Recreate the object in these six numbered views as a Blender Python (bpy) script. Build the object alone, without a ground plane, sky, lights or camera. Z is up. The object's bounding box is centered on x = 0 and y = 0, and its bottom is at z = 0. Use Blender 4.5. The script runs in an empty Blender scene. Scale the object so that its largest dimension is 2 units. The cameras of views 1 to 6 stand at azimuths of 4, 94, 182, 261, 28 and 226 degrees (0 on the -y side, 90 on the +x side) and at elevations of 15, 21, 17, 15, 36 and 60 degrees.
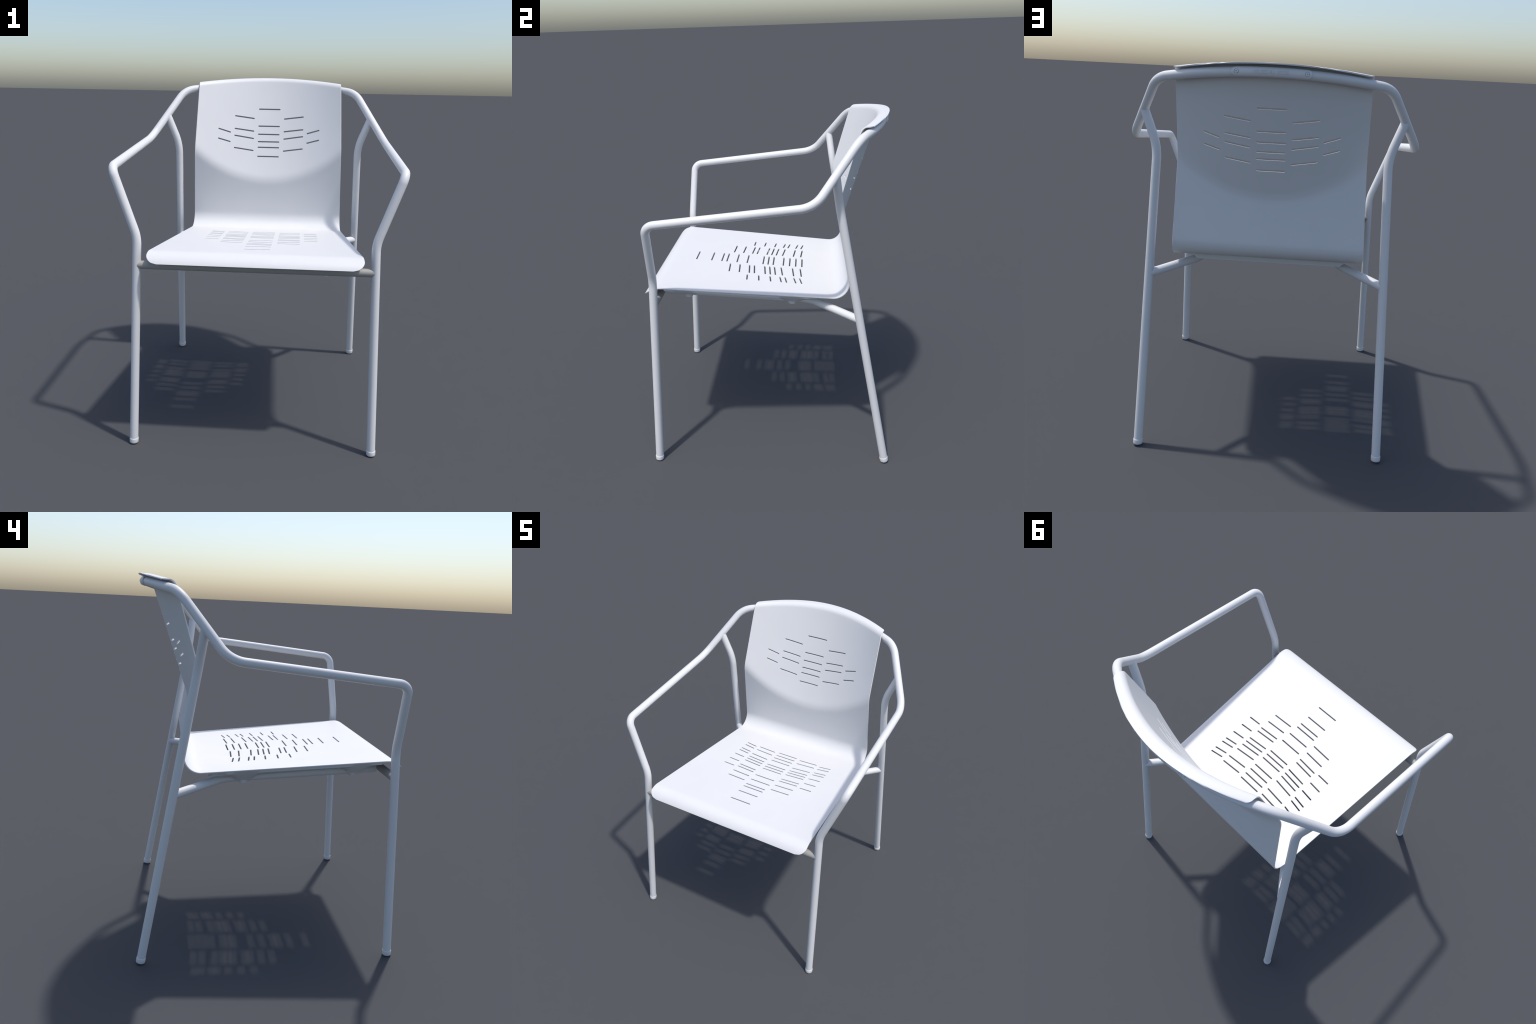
"""White powder-coated steel armchair: bent round tube frame with a slotted,
folded sheet-metal seat and backrest.  Metres, z up, front of the chair is -y."""
import bpy, bmesh, math
from mathutils import Vector, Matrix

V = Vector
TUBE_R = 0.0228          # radius of every frame tube
SHEET = 0.0066           # thickness of the seat sheet

# ------------------------------------------------------------------ materials
def coat_material(name, colour, rough, bump, scale):
    m = bpy.data.materials.new(name)
    m.use_nodes = True
    nt = m.node_tree
    b = nt.nodes['Principled BSDF']
    tc = nt.nodes.new('ShaderNodeTexCoord')
    n1 = nt.nodes.new('ShaderNodeTexNoise')
    n1.inputs['Scale'].default_value = 6.0
    n1.inputs['Detail'].default_value = 3.0
    ramp = nt.nodes.new('ShaderNodeValToRGB')
    ramp.color_ramp.elements[0].position = 0.35
    ramp.color_ramp.elements[1].position = 0.70
    ramp.color_ramp.elements[0].color = tuple(c * 0.985 for c in colour) + (1,)
    ramp.color_ramp.elements[1].color = tuple(colour) + (1,)
    n2 = nt.nodes.new('ShaderNodeTexNoise')
    n2.inputs['Scale'].default_value = scale
    n2.inputs['Detail'].default_value = 2.0
    bp = nt.nodes.new('ShaderNodeBump')
    bp.inputs['Strength'].default_value = bump
    bp.inputs['Distance'].default_value = 0.0006
    L = nt.links.new
    L(tc.outputs['Object'], n1.inputs['Vector'])
    L(tc.outputs['Object'], n2.inputs['Vector'])
    L(n1.outputs['Fac'], ramp.inputs['Fac'])
    L(ramp.outputs['Color'], b.inputs['Base Color'])
    L(n2.outputs['Fac'], bp.inputs['Height'])
    L(bp.outputs['Normal'], b.inputs['Normal'])
    b.inputs['Roughness'].default_value = rough
    b.inputs['IOR'].default_value = 1.45
    return m

COAT = coat_material('white_powder_coat', (0.688, 0.688, 0.692), 0.50, 0.03, 420.0)
PLASTIC = coat_material('white_plastic', (0.688, 0.688, 0.692), 0.45, 0.02, 300.0)

GREY = coat_material('dark_warm_grey', (0.355, 0.345, 0.325), 0.50, 0.03, 420.0)

# ------------------------------------------------------------------ scene tree
chair = bpy.data.objects.new('metal_armchair', None)
chair.empty_display_size = 0.2
bpy.context.collection.objects.link(chair)
chair['label'] = 'white tubular steel armchair with slotted sheet metal seat and back'
chair['category'] = 'metal armchair'

def new_object(name, mesh, parent=chair, mat=COAT):
    if not mesh.materials:
        mesh.materials.append(mat)
    o = bpy.data.objects.new(name, mesh)
    bpy.context.collection.objects.link(o)
    o.parent = parent
    return o

def mesh_from_bm(name, bm, smooth=True, angle=35):
    bmesh.ops.recalc_face_normals(bm, faces=bm.faces[:])
    me = bpy.data.meshes.new(name)
    bm.to_mesh(me)
    bm.free()
    if smooth:
        me.shade_smooth()
        me.set_sharp_from_angle(angle=math.radians(angle))
    return me

# ------------------------------------------------------------------ tube tools
def arc_points(p, a, b, r, n):
    """Points of the bend of radius r that rounds corner p between directions to a and b."""
    u = (a - p).normalized()
    w = (b - p).normalized()
    th = u.angle(w)
    t = r / math.tan(th / 2)
    c = p + (u + w).normalized() * (r / math.sin(th / 2))
    ua, wb = p + u * t - c, p + w * t - c
    ph = math.pi - th
    return [c + ua * (math.sin((1 - k / n) * ph) / math.sin(ph))
            + wb * (math.sin(k / n * ph) / math.sin(ph)) for k in range(n + 1)]

def bent_path(corners, radii, n=14):
    pts = [corners[0]]
    for i in range(1, len(corners) - 1):
        if radii[i] > 0:
            pts += arc_points(corners[i], corners[i - 1], corners[i + 1], radii[i], n)
        else:
            pts.append(corners[i])
    pts.append(corners[-1])
    return pts

def rings_along(pts, r, n=32):
    """Parallel-transported circles along a path: list of (points, normals)."""
    rings, prev = [], None
    for i, p in enumerate(pts):
        a = pts[max(i - 1, 0)]
        b = pts[min(i + 1, len(pts) - 1)]
        t0 = (p - a).normalized() if i else (b - p).normalized()
        t1 = (b - p).normalized() if i < len(pts) - 1 else t0
        t = (t0 + t1).normalized()
        if prev is None:
            u = t.cross(V((0.31, 0.77, 0.55))).normalized()
        else:
            u = (prev - t * prev.dot(t)).normalized()
        prev = u
        w = t.cross(u)
        rings.append([(p + (u * math.cos(q) + w * math.sin(q)) * r,
                       u * math.cos(q) + w * math.sin(q))
                      for q in (2 * math.pi * k / n for k in range(n))])
    return rings

def tube_mesh(name, rings, caps=(False, False)):
    n = len(rings[0])
    verts = [p for ring in rings for p, _ in ring]
    norms = [nn for ring in rings for _, nn in ring]
    faces = []
    for i in range(len(rings) - 1):
        for k in range(n):
            k2 = (k + 1) % n
            faces.append((i * n + k, i * n + k2, (i + 1) * n + k2, (i + 1) * n + k))
    if caps[0]:
        faces.append(tuple(range(n - 1, -1, -1)))
    if caps[1]:
        faces.append(tuple(range((len(rings) - 1) * n, len(rings) * n)))
    me = bpy.data.meshes.new(name)
    me.from_pydata([tuple(v) for v in verts], [], faces)
    me.shade_smooth()
    if any(caps):
        me.set_sharp_from_angle(angle=math.radians(40))
    else:
        me.normals_split_custom_set_from_vertices([tuple(v) for v in norms])
    return me

def tube(name, corners, radii, r=TUBE_R, caps=(True, True), parent=chair, mat=COAT):
    return new_object(name, tube_mesh(name, rings_along(bent_path(corners, radii), r), caps), parent, mat)

def mirror(p, s):
    return V((p[0] * s, p[1], p[2]))

# ------------------------------------------------------------------ frame
FRONT_FOOT = V((0.6568, -0.6815, 0.010))
KNEE = V((0.6166, -0.6225, 1.1697))
ARM_FRONT = V((0.7432, -0.6018, 1.5264))
ARM_BACK = V((0.7412, 0.2698, 1.6146))
RAIL_CORNER = V((0.5608, 0.5030, 1.9127))
RAIL_R, RAIL_Y, RAIL_Z, RAIL_TILT, RAIL_X = 0.965, 0.6705, 1.9588, 0.277, 0.433

def rail_point(x):
    d = RAIL_R - math.sqrt(RAIL_R ** 2 - x * x)
    return V((x, RAIL_Y - d, RAIL_Z - RAIL_TILT * d))

# one continuous bent tube: foot - knee - armrest - back rail - and down again
def half(s):
    return [mirror(p, s) for p in (FRONT_FOOT, KNEE, ARM_FRONT, ARM_BACK, RAIL_CORNER)]
rail = [rail_point(-RAIL_X + 2 * RAIL_X * k / 40) for k in range(41)]
left, right = half(-1), half(1)[::-1]
corners = left + rail + right
radii = [0, 0.22, 0.058, 0.155, 0.164] + [0] * len(rail) + [0.164, 0.155, 0.058, 0.22, 0]
path = bent_path(corners, radii, 16)
loop = rings_along(path, TUBE_R)

def cut_index(lo, hi):
    """Ring index closest to the middle of the straight run between two points."""
    mid = (lo + hi) / 2
    return min(range(len(path)), key=lambda i: (path[i] - mid).length)

# add a ring in the straight runs where the named parts meet
def insert_ring(a, b, f=0.5):
    best = None
    for i in range(len(path) - 1):
        m = (path[i] + path[i + 1]) / 2
        d = (m - (a * (1 - f) + b * f)).length
        if best is None or d < best[0]:
            best = (d, i)
    i = best[1]
    path.insert(i + 1, path[i] * (1 - f) + path[i + 1] * f)
    return i + 1
for s in (-1, 1):
    insert_ring(mirror(KNEE, s), mirror(ARM_FRONT, s))
    insert_ring(mirror(ARM_BACK, s), mirror(RAIL_CORNER, s), 0.5)
loop = rings_along(path, TUBE_R)
iA = cut_index(mirror(KNEE, -1), mirror(ARM_FRONT, -1))
iB = cut_index(mirror(ARM_BACK, -1), mirror(RAIL_CORNER, -1))
iC = cut_index(RAIL_CORNER, ARM_BACK)
iD = cut_index(ARM_FRONT, KNEE)
new_object('front_leg', tube_mesh('front_leg', loop[:iA + 1]))
new_object('armrest', tube_mesh('armrest', loop[iA:iB + 1]))
back_rail = new_object('back_rail', tube_mesh('back_rail', loop[iB:iC + 1]))
new_object('armrest', tube_mesh('armrest', loop[iC:iD + 1]))
new_object('front_leg', tube_mesh('front_leg', loop[iD:]))

# rear legs: straight, then bent outwards to meet the rising end of the armrest
REAR_FOOT = V((0.6412, 0.6797, 0.010))
REAR_BEND = V((0.5870, 0.4030, 1.570))
REAR_TOP = ARM_BACK.lerp(RAIL_CORNER, 0.465)
# under-seat rails: from the rear leg forwards and up to the front cross bar
RAIL_START = V((0.6070, 0.5185, 0.9257))
RAIL_BEND = V((0.3750, 0.2410, 0.9490))
RAIL_END = V((0.3750, -0.6120, 1.0120))
BAR_Y, BAR_Z = -0.6300, 1.0225

for s in (-1, 1):
    tube('rear_leg', [mirror(p, s) for p in (REAR_FOOT, REAR_BEND, REAR_TOP)], [0, 0.33, 0])
    tube('seat_rail', [mirror(p, s) for p in (RAIL_START, RAIL_BEND, RAIL_END)], [0, 0.16, 0])
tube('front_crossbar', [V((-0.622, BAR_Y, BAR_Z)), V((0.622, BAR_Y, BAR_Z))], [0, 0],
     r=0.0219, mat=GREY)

# ------------------------------------------------------------------ foot caps
def lathe(name, profile, axis_from, axis_to, n=32, angle=40):
    """Turn a (radius, height) profile round the axis that starts at axis_from."""
    d = (axis_to - axis_from).normalized()
    u = d.orthogonal().normalized()
    w = d.cross(u)
    bm = bmesh.new()
    rings = []
    for r, h in profile:
        if r <= 1e-6:
            rings.append([bm.verts.new(axis_from + d * h)])
        else:
            rings.append([bm.verts.new(axis_from + d * h
                          + (u * math.cos(2 * math.pi * k / n) + w * math.sin(2 * math.pi * k / n)) * r)
                          for k in range(n)])
    for a, b in zip(rings, rings[1:]):
        for k in range(n):
            k2 = (k + 1) % n
            if len(a) == 1:
                bm.faces.new((a[0], b[k], b[k2]))
            elif len(b) == 1:
                bm.faces.new((a[k], a[k2], b[0]))
            else:
                bm.faces.new((a[k], a[k2], b[k2], b[k]))
    return mesh_from_bm(name, bm, True, angle)

CAP = [(0, 0.0), (0.0172, 0.0), (0.0216, 0.0012), (0.0240, 0.0040), (0.0248, 0.0085),
       (0.0249, 0.0240), (0.0246, 0.0280), (0.0238, 0.0295), (0.0226, 0.0298)]
for foot, up in ((FRONT_FOOT, KNEE), (REAR_FOOT, REAR_BEND)):
    for s in (-1, 1):
        a, b = mirror(foot, s), mirror(up, s)
        d = (b - a).normalized()
        base = a - d * (a.z / d.z)
        # caps tilt only slightly; sink the tip so that the lowest rim stands on z = 0
        sink = 0.0172 * math.sqrt(d.x ** 2 + d.y ** 2)
        new_object('foot_cap', lathe('foot_cap', CAP, base + d * sink, b), mat=PLASTIC)

# ------------------------------------------------------------------ seat sheet
SEAT_Z0, SEAT_SLOPE = 1.0875 + 0.0873 * -0.479 - SHEET / 2, -0.0873   # mid-surface z at y = 0
def seat_z(y):
    return SEAT_Z0 + SEAT_SLOPE * y

def lower_back_y(z):
    return 0.4635 - 0.1547 * (z - 1.10)

def upper_back_y(x, z):
    dz = z - 1.53
    return 0.4910 + 0.331 * dz - (0.0945 + 0.0568 * dz) * (x / 0.475) ** 2

def back_y(x, z):
    a, b = upper_back_y(x, z), lower_back_y(z)
    w = 0.016                                   # soft crease between the two panels
    h = max(w - abs(a - b), 0.0) / w
    return max(a, b) + h * h * w / 4

def half_width(y, z, on_seat):
    if on_seat:
        return 0.5035 + (0.37 - y) * (0.5555 - 0.5035) / 0.97
    if z < 1.53:
        return 0.4970 + (1.10 - z) * 0.036
    return 0.4815 - (z - 1.53) * 0.0345

LIP_Y, LIP_Z = 0.7068, 2.0 - SHEET / 2             # rear edge of the top lip at x = 0
def lip_back_y(x):
    return LIP_Y - 0.124 * (x / 0.467) ** 2
def lip_z(x):
    return LIP_Z - 0.0342 * (x / 0.467) ** 2

FOLD_R, LIP_R = 0.0855, 0.036
FRONT_Y, FRONT_R, FRONT_TURN = -0.6085, 0.097, 60.0
NX = 72

def corner2(p, a, b, r, n):
    q = arc_points(V((0, p[0], p[1])), V((0, a[0], a[1])), V((0, b[0], b[1])), r, n)
    return [(v.y, v.z) for v in q]

def column(t):
    """Side profile of the sheet at t in [-1, 1] across: list of (x, y, z)."""
    pts = []
    # front roll: an arc that leaves the seat plane and turns down through 65 degrees
    roll = []
    a0 = math.atan(-SEAT_SLOPE)
    for k in range(17):
        a = math.radians(-FRONT_TURN) + (a0 + math.radians(FRONT_TURN)) * k / 16
        roll.append((FRONT_Y + FRONT_R * (math.sin(a) - math.sin(a0)),
                     seat_z(FRONT_Y) + FRONT_R * (math.cos(a) - math.cos(a0))))
    # the fold between seat and backrest
    zc = (seat_z(0.47) + 0.0)
    fy = lower_back_y(zc + SEAT_SLOPE * 0.0)
    fc = (fy, seat_z(fy))
    fold = corner2(fc, (0.0, seat_z(0.0)), (lower_back_y(1.3), 1.3), FOLD_R, 16)
    y0, y1 = roll[-1][0], fold[0][0]
    flat = [(y0 + (y1 - y0) * k / 40, seat_z(y0 + (y1 - y0) * k / 40)) for k in range(1, 40)]
    seat_part = roll + flat
    # arc length from the front edge, for the rounded corners of the blank
    d, prev = 0.0, None
    for y, z in seat_part:
        if prev:
            d += math.hypot(y - prev[0], z - prev[1])
        prev = (y, z)
        w = half_width(y, z, True)
        r = 0.060
        if d < r:
            w = w - r + math.sqrt(max(r * r - (r - d) ** 2, 0))
        pts.append((t * w, y, z))
    for k, (y, z) in enumerate(fold):
        f = k / (len(fold) - 1)
        w = half_width(y, z, True) * (1 - f) + half_width(y, z, False) * f
        pts.append((t * w, y, z))
    # backrest up to the start of the top bend
    xt = t * 0.4668
    zv = lip_z(xt)
    vert = (back_y(xt, zv), zv)
    end = (lip_back_y(xt), zv)
    below = (back_y(xt, zv - 0.10), zv - 0.10)
    bend = corner2(vert, below, end, LIP_R, 12)
    z0, z1 = fold[-1][1], bend[0][1]
    N = 84
    for k in range(1, N):
        z = z0 + (z1 - z0) * k / N
        x = t * half_width(0, z, False)
        pts.append((x, back_y(x, z), z))
    for y, z in bend:
        pts.append((xt, y, z))
    yb, ye = bend[-1][0], end[0]
    M = 26
    L = ye - yb
    for k in range(1, M + 1):
        y = yb + (ye - yb) * k / M
        d = L * (1 - k / M)
        r = 0.030
        w = 1.0
        if d < r:
            w = (0.4668 - r + math.sqrt(max(r * r - (r - d) ** 2, 0))) / 0.4668
        pts.append((xt * w, y, zv))
    return pts

def t_values(n):
    return [-1 + 2 * k / n for k in range(n + 1)]

grid = [[V(p) for p in column(t)] for t in t_values(NX)]
NS = len(grid[0])

def grid_normal(i, j):
    a = grid[max(i - 1, 0)][j]
    b = grid[min(i + 1, NX)][j]
    c = grid[i][max(j - 1, 0)]
    d = grid[i][min(j + 1, NS - 1)]
    n = (b - a).cross(d - c)
    return n.normalized()

FOLD_ROW = 17 + 39 + 8          # grid row half-way round the fold: seat / backrest border
def build_sheet():
    bm = bmesh.new()
    top, bot = [], []
    for i in range(NX + 1):
        ct, cb = [], []
        for j in range(NS):
            n = grid_normal(i, j)
            ct.append(bm.verts.new(grid[i][j] + n * SHEET / 2))
            cb.append(bm.verts.new(grid[i][j] - n * SHEET / 2))
        top.append(ct)
        bot.append(cb)
    for i in range(NX):
        for j in range(NS - 1):
            bm.faces.new((top[i][j], top[i + 1][j], top[i + 1][j + 1], top[i][j + 1]))
            bm.faces.new((bot[i][j], bot[i][j + 1], bot[i + 1][j + 1], bot[i + 1][j]))
    loop_ij = ([(i, 0) for i in range(NX)] + [(NX, j) for j in range(NS - 1)]
               + [(i, NS - 1) for i in range(NX, 0, -1)] + [(0, j) for j in range(NS - 1, 0, -1)])
    m = len(loop_ij)
    rims = []
    for i, j in loop_ij:                        # slightly rounded rim of the blank
        out = V((0, 0, 0))
        if i in (0, NX):
            out += (grid[i][j] - grid[1 if i == 0 else NX - 1][j]).normalized()
        if j in (0, NS - 1):
            out += (grid[i][j] - grid[i][1 if j == 0 else NS - 2]).normalized()
        out.normalize()
        n = grid_normal(i, j)
        q = [grid[i][j] + out * 0.0011 + n * SHEET * f for f in (0.30, -0.30)]
        rims.append([top[i][j]] + [bm.verts.new(p) for p in q] + [bot[i][j]])
    for k in range(m):
        a, b = rims[k], rims[(k + 1) % m]
        for c in range(3):
            bm.faces.new((a[c], a[c + 1], b[c + 1], b[c]))
    bmesh.ops.recalc_face_normals(bm, faces=bm.faces[:])
    me = bpy.data.meshes.new('sheet')
    bm.to_mesh(me)
    bm.free()
    return me

sheet_obj = bpy.data.objects.new('sheet', build_sheet())
bpy.context.collection.objects.link(sheet_obj)

# ------------------------------------------------------------------ slots
SLOT_R = 0.0045
# distances of the slots from x = 0 (inner end, outer end) in the three column kinds
COL_MID, COL_SIDE, COL_OUT = 0.0727, (0.0990, 0.2313), (0.2543, 0.3375)
seat_mid = (-0.4790, -0.3827, -0.3178, -0.2855, -0.2208, -0.1559, -0.0551, -0.0232,
            0.0096, 0.0736, 0.1132, 0.1523, 0.1914)
seat_side = ((-0.2571, -0.2508), (-0.1965, -0.1884), (-0.1368, -0.1270), (-0.1063, -0.0957),
             (-0.0417, -0.0291), (-0.0105, 0.0019), (0.0195, 0.0330), (0.0611, 0.0761),
             (0.1327, 0.1442), (0.1813, 0.1908))
seat_out = ((-0.1362, -0.1320), (-0.0676, -0.0604), (0.0012, 0.0105), (0.0608, 0.0734),
            (0.0915, 0.1054), (0.1448, 0.1602), (0.1798, 0.1949))
back_mid = (1.7955, 1.6850, 1.6321, 1.5843, 1.5475, 1.4889)
back_side = ((1.7338, 1.7511), (1.6513, 1.6689), (1.6035, 1.6244), (1.5258, 1.5451))
back_out = ((1.6432, 1.6690), (1.5821, 1.6059))

def seat_point(x, y):
    return V((x, y, seat_z(y))), V((0, 0, 1))
def back_point(x, z):
    return V((x, back_y(x, z), z)), V((0, -1, 0))          # punched straight back

cut = bmesh.new()
def stadium(a, b, n, depth=0.03):
    """Prism with rounded ends from a to b, along the sheet normal n."""
    d = (b - a)
    L = d.length
    d.normalize()
    a = a + d * SLOT_R
    b = b - d * SLOT_R
    w = n.cross(d).normalized()
    ring = []
    for c, s in ((b, 1), (a, -1)):
        for k in range(7):
            q = -math.pi / 2 + math.pi * k / 6
            ring.append(c + (d * math.cos(q) + w * math.sin(q)) * SLOT_R * s)
    lo = [cut.verts.new(p - n * depth) for p in ring]
    hi = [cut.verts.new(p + n * depth) for p in ring]
    m = len(ring)
    cut.faces.new(lo[::-1])
    cut.faces.new(hi)
    for k in range(m):
        cut.faces.new((lo[k], lo[(k + 1) % m], hi[(k + 1) % m], hi[k]))

def slot(fn, x0, v0, x1, v1):
    a, _ = fn(x0, v0)
    b, _ = fn(x1, v1)
    _, n = fn((x0 + x1) / 2, (v0 + v1) / 2)
    stadium(a, b, n)

for fn, mid, side, out in ((seat_point, seat_mid, seat_side, seat_out),
                           (back_point, back_mid, back_side, back_out)):
    for v in mid:
        slot(fn, -COL_MID, v, COL_MID, v)
    for s in (-1, 1):
        for (xa, xb), rows in ((COL_SIDE, side), (COL_OUT, out)):
            for va, vb in rows:
                slot(fn, s * xa, va, s * xb, vb)
bmesh.ops.recalc_face_normals(cut, faces=cut.faces[:])
cut_me = bpy.data.meshes.new('slot_cutter')
cut.to_mesh(cut_me)
cut.free()
cut_obj = bpy.data.objects.new('slot_cutter', cut_me)
bpy.context.collection.objects.link(cut_obj)
mod = sheet_obj.modifiers.new('slots', 'BOOLEAN')
mod.operation = 'DIFFERENCE'
mod.solver = 'EXACT'
mod.object = cut_obj
bpy.context.view_layer.update()
dg = bpy.context.evaluated_depsgraph_get()
cut_sheet = bpy.data.meshes.new_from_object(sheet_obj.evaluated_get(dg))
bpy.data.objects.remove(cut_obj, do_unlink=True)
bpy.data.objects.remove(sheet_obj, do_unlink=True)

# ---- split the sheet at the fold into seat and backrest, keeping one set of normals
cut_sheet.shade_smooth()
cut_sheet.set_sharp_from_angle(angle=math.radians(38))
p0 = grid[NX // 2][FOLD_ROW]
along = (grid[NX // 2][FOLD_ROW + 1] - grid[NX // 2][FOLD_ROW - 1]).normalized()
corner_n = [tuple(c.vector) for c in cut_sheet.corner_normals]
def sheet_part(name, keep):
    vmap, verts, faces, norms = {}, [], [], []
    for poly in cut_sheet.polygons:
        side = (V(poly.center) - p0).dot(along)
        if V(poly.center).z > 1.3:
            side = 1.0
        if V(poly.center).y < 0.2 and V(poly.center).z < 1.3:
            side = -1.0
        if (side > 0) != keep:
            continue
        f = []
        for li in poly.loop_indices:
            vi = cut_sheet.loops[li].vertex_index
            if vi not in vmap:
                vmap[vi] = len(verts)
                verts.append(tuple(cut_sheet.vertices[vi].co))
            f.append(vmap[vi])
            norms.append(corner_n[li])
        faces.append(f)
    me = bpy.data.meshes.new(name)
    me.from_pydata(verts, [], faces)
    me.shade_smooth()
    me.normals_split_custom_set(norms)
    return new_object(name, me)
seat = sheet_part('seat', False)
backrest = sheet_part('backrest', True)

# ------------------------------------------------------------------ under the seat
def under_z(y):
    """Underside of the seat sheet."""
    return seat_z(y) - SHEET / 2 - 0.0008

def rail_z(y):
    return RAIL_BEND.z + (y - RAIL_BEND.y) * (RAIL_END.z - RAIL_BEND.z) / (RAIL_END.y - RAIL_BEND.y)

PADS = (0.137, -0.478)       # y of the two saddles on each rail
PAN_Y0, PAN_Y1 = -0.585, 0.306

def smooth(e0, e1, v):
    t = min(max((v - e0) / (e1 - e0), 0), 1)
    return t * t * (3 - 2 * t)

PAN_DEPTH = 0.0530           # the pan's lower face lies this far under the top of the seat

def pan_mesh(s):
    """Side bracket under one edge of the seat: slopes in from the seat edge, rests on the
    rail and dips over it at the two saddles.  Tapers towards its rear end."""
    n = 110
    bm = bmesh.new()
    rows = []
    for k in range(n + 1):
        y = PAN_Y0 + (PAN_Y1 - PAN_Y0) * k / n
        zt = under_z(y)
        dip = max(1 - smooth(0.022, 0.085, abs(y - p)) for p in PADS)
        tail = smooth(0.235, PAN_Y1, y)
        xt = (half_width(y, 0, True) - 0.010) * (1 - tail) + 0.408 * tail
        zl = seat_z(y) + SHEET / 2 - PAN_DEPTH
        z_low = zl + (rail_z(y) - 0.0120 - zl) * dip
        x_low = 0.464 + (0.4120 - 0.464) * dip - 0.054 * tail
        xm, zm = xt - 0.003 - 0.006 * dip, zt - 0.015
        prof = [(xt, zt), (xm, zm), (x_low, z_low + 0.011 * (1 - tail)),
                (x_low - 0.010 - 0.016 * (1 - dip) * (1 - tail), z_low),
                (0.352, z_low), (0.352, zt)]
        rows.append([bm.verts.new((s * x, y, z)) for x, z in prof])
    m = len(rows[0])
    for a, b in zip(rows, rows[1:]):
        for k in range(m):
            bm.faces.new((a[k], a[(k + 1) % m], b[(k + 1) % m], b[k]))
    bm.faces.new(rows[0][::-1])
    bm.faces.new(rows[-1])
    return mesh_from_bm('seat_bracket', bm, True, 40)
for s in (-1, 1):
    new_object('seat_bracket', pan_mesh(s), mat=PLASTIC)

def brace_mesh(y0, y1):
    """Cross brace between the brackets, with rounded lower corners."""
    bm = bmesh.new()
    w, r = 0.405, 0.022
    rows = []
    for y in (y0, y1):
        zt, zb = under_z(y), seat_z(y) + SHEET / 2 - PAN_DEPTH - 0.001
        prof = [(w, zt)]
        prof += [(w - r + r * math.cos(q), zb + r - r * math.sin(q))
                 for q in (math.pi / 2 * k / 6 for k in range(7))]
        prof += [(-x, z) for x, z in prof[::-1]]
        rows.append([bm.verts.new((x, y, z)) for x, z in prof])
    a, b = rows
    m = len(a)
    for k in range(m):
        bm.faces.new((a[k], a[(k + 1) % m], b[(k + 1) % m], b[k]))
    bm.faces.new(a[::-1])
    bm.faces.new(b)
    return mesh_from_bm('seat_brace', bm, True, 40)
new_object('seat_brace', brace_mesh(0.262, 0.331), mat=PLASTIC)

GLIDE = [(0.0, 0.0), (0.0200, 0.0), (0.0228, 0.0012), (0.0238, 0.0040), (0.0240, 0.0220), (0.0, 0.0220)]
down = V((0, SEAT_SLOPE, -1)).normalized()
for s in (-1, 1):
    for y in PADS:
        top = V((s * 0.377, y, rail_z(y) - TUBE_R))
        tip = top + V((0, -0.070, -1)).normalized() * 0.0085
        new_object('stacking_glide', lathe('stacking_glide', GLIDE, tip, top), mat=PLASTIC)

# ------------------------------------------------------------------ plate on the back rail
def rail_frame(x):
    p = rail_point(x)
    t = (rail_point(x + 1e-3) - rail_point(x - 1e-3)).normalized()
    back = (V((0, 1, RAIL_TILT)) - t * V((0, 1, RAIL_TILT)).dot(t)).normalized()
    back = V((back.x, back.y, back.z * 0.35)).normalized()
    up = t.cross(back)
    if up.z < 0:
        up = -up
    return p, t, back, up

def wrap(x, h, out):
    """Point on the plate: h is measured round the tube, out is the distance from its surface."""
    p, t, back, up = rail_frame(x)
    r = TUBE_R + out
    q = h / TUBE_R
    return p + (back * math.cos(q) + up * math.sin(q)) * r

PLATE_X, PLATE_H, PLATE_T = 0.1765, 0.0215, 0.0065
def plate_mesh():
    bm = bmesh.new()
    nx, nh = 96, 16
    top, bot = [], []
    for i in range(nx + 1):
        x = -PLATE_X + 2 * PLATE_X * (0.5 - 0.5 * math.cos(math.pi * i / nx))
        e = PLATE_X - abs(x)
        r = PLATE_H
        hh = r if e > r else math.sqrt(max(r * r - (r - e) ** 2, 1e-7))
        a, b = [], []
        for k in range(nh + 1):
            h = hh * (-1 + 2 * k / nh)
            edge = min(hh - abs(h), e)
            rise = PLATE_T - 0.0025 * (1 - smooth(0, 0.0045, edge))
            a.append(bm.verts.new(wrap(x, h, rise)))
            b.append(bm.verts.new(wrap(x, h, -0.002)))
        top.append(a)
        bot.append(b)
    for i in range(nx):
        for k in range(nh):
            bm.faces.new((top[i][k], top[i + 1][k], top[i + 1][k + 1], top[i][k + 1]))
            bm.faces.new((bot[i][k], bot[i][k + 1], bot[i + 1][k + 1], bot[i + 1][k]))
        for k, fl in ((0, 1), (nh, 0)):
            bm.faces.new((top[i][k], bot[i][k], bot[i + 1][k], top[i + 1][k]))
    for k in range(nh):
        for i in (0, nx):
            bm.faces.new((top[i][k], bot[i][k], bot[i][k + 1], top[i][k + 1]))
    bmesh.ops.remove_doubles(bm, verts=bm.verts[:], dist=1e-5)
    return mesh_from_bm('rail_plate', bm, True, 40)
plate_me = plate_mesh()
plate_tmp = bpy.data.objects.new('plate_tmp', plate_me)
bpy.context.collection.objects.link(plate_tmp)
drill = bmesh.new()
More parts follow.
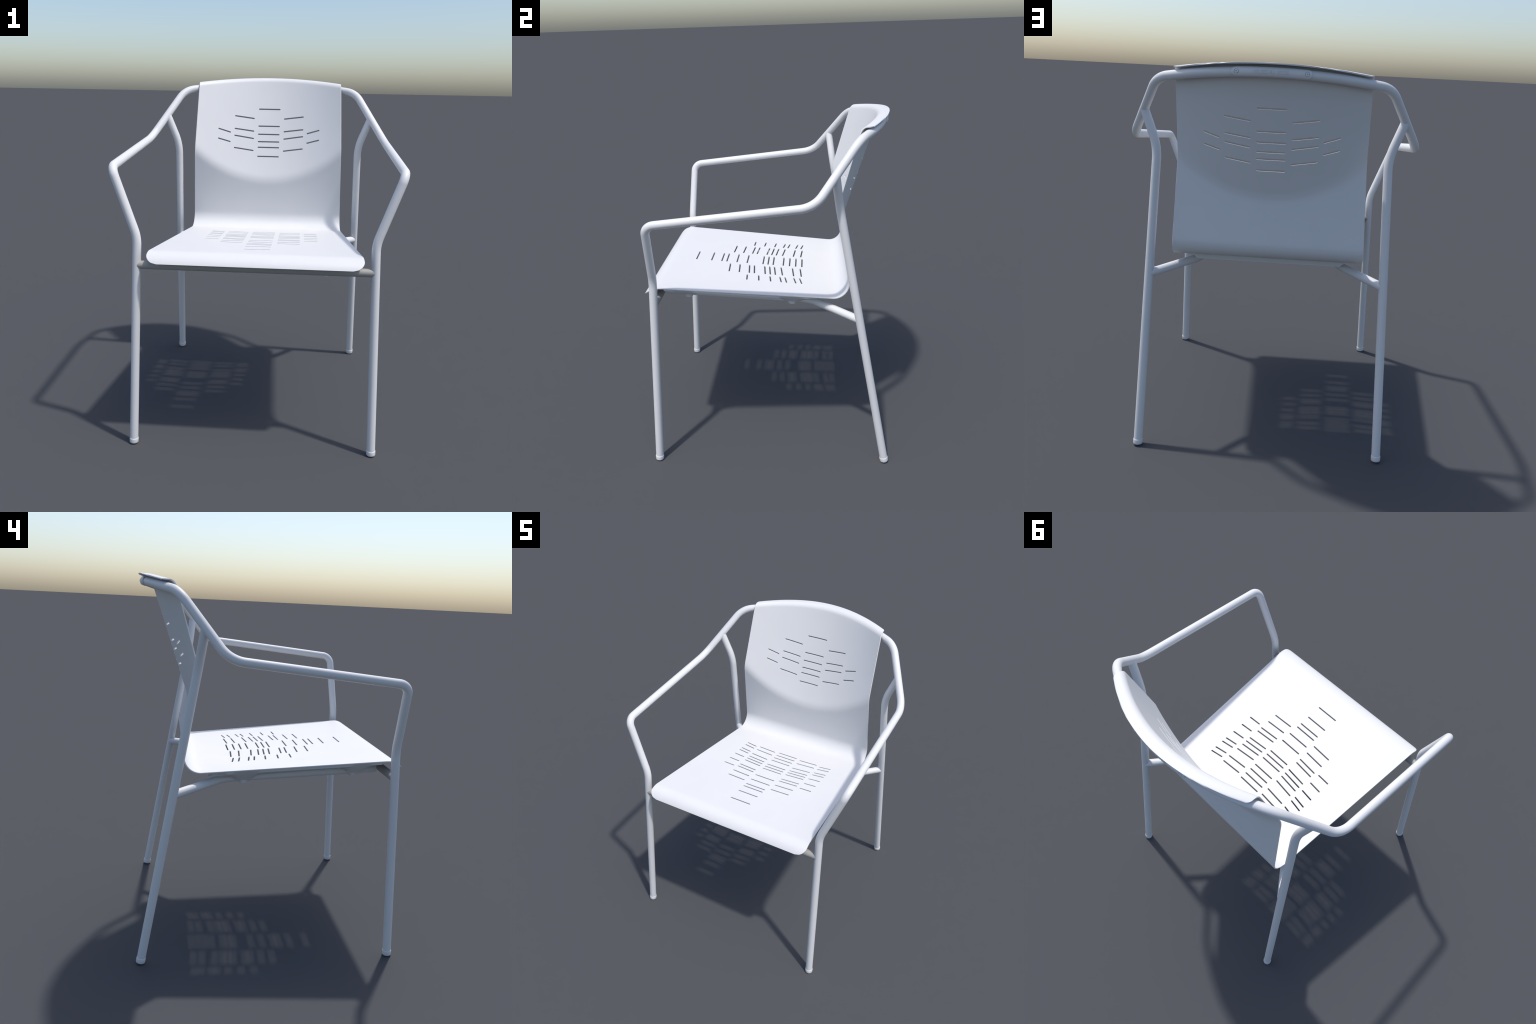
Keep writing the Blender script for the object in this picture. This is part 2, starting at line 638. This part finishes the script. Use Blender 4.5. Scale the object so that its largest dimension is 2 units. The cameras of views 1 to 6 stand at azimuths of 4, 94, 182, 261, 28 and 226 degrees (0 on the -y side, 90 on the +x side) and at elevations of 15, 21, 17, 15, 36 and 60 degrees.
for s in (-1, 1):                               # countersunk seats for the two screws
    p = wrap(s * 0.1535, 0.0, PLATE_T)
    _, _, back, _ = rail_frame(s * 0.1535)
    rot = back.to_track_quat('Z', 'Y').to_matrix().to_4x4()
    bmesh.ops.create_cone(drill, cap_ends=True, segments=32, radius1=0.0112, radius2=0.0112,
                          depth=0.008, matrix=Matrix.Translation(p) @ rot)
drill_me = bpy.data.meshes.new('drill')
drill.to_mesh(drill_me)
drill.free()
drill_obj = bpy.data.objects.new('drill', drill_me)
bpy.context.collection.objects.link(drill_obj)
mod = plate_tmp.modifiers.new('holes', 'BOOLEAN')
mod.operation = 'DIFFERENCE'
mod.object = drill_obj
bpy.context.view_layer.update()
plate_cut = bpy.data.meshes.new_from_object(plate_tmp.evaluated_get(bpy.context.evaluated_depsgraph_get()))
plate_cut.name = 'rail_plate'
bpy.data.objects.remove(plate_tmp, do_unlink=True)
bpy.data.objects.remove(drill_obj, do_unlink=True)
plate_cut.shade_smooth()
plate_cut.set_sharp_from_angle(angle=math.radians(40))
plate = new_object('rail_plate', plate_cut, parent=back_rail, mat=PLASTIC)

SCREW = [(0.0090, -0.006), (0.0090, 0.0000), (0.0084, 0.0009), (0.0050, 0.0012), (0.0034, 0.0012),
         (0.0031, 0.0008), (0.0029, -0.0030), (0.0, -0.0030)]
for s in (-1, 1):
    p = wrap(s * 0.1535, 0.0, PLATE_T)
    _, _, back, _ = rail_frame(s * 0.1535)
    new_object('screw', lathe('screw', SCREW, p, p + back, 28, 30), parent=back_rail, mat=PLASTIC)

# the worn, unreadable line of raised lettering between the screws: strokes only
def lettering_mesh():
    bm = bmesh.new()
    def bar(x0, x1, h0, h1):
        c = []
        for out in (PLATE_T - 0.002, PLATE_T + 0.0018):
            c.append([bm.verts.new(wrap(x, h, out)) for x, h in ((x0, h0), (x1, h0), (x1, h1), (x0, h1))])
        lo, hi = c
        bm.faces.new(lo[::-1])
        bm.faces.new(hi)
        for k in range(4):
            bm.faces.new((lo[k], lo[(k + 1) % 4], hi[(k + 1) % 4], hi[k]))
    H, W, T = 0.0052, 0.0078, 0.0016
    x = 0.076
    kinds = 'efloeo-alt-efcoe'
    for ch in kinds:
        if ch == '-':
            x -= 0.0060
            continue
        xa, xb = x - W, x
        bar(xb - T, xb, -H, H)                             # stem
        if ch in 'efoac':
            bar(xa, xb - T, H - T, H)
        if ch in 'eloc':
            bar(xa, xb - T, -H, -H + T)
        if ch in 'oa':
            bar(xa, xa + T, -H + T, H - T)
        if ch in 'efa':
            bar(xa + T, xb - T, -T / 2, T / 2)
        x -= W + 0.0022
    return mesh_from_bm('raised_lettering', bm, False)
letters = new_object('raised_lettering', lettering_mesh(), parent=back_rail, mat=PLASTIC)
letters['kind'] = 'stuff'
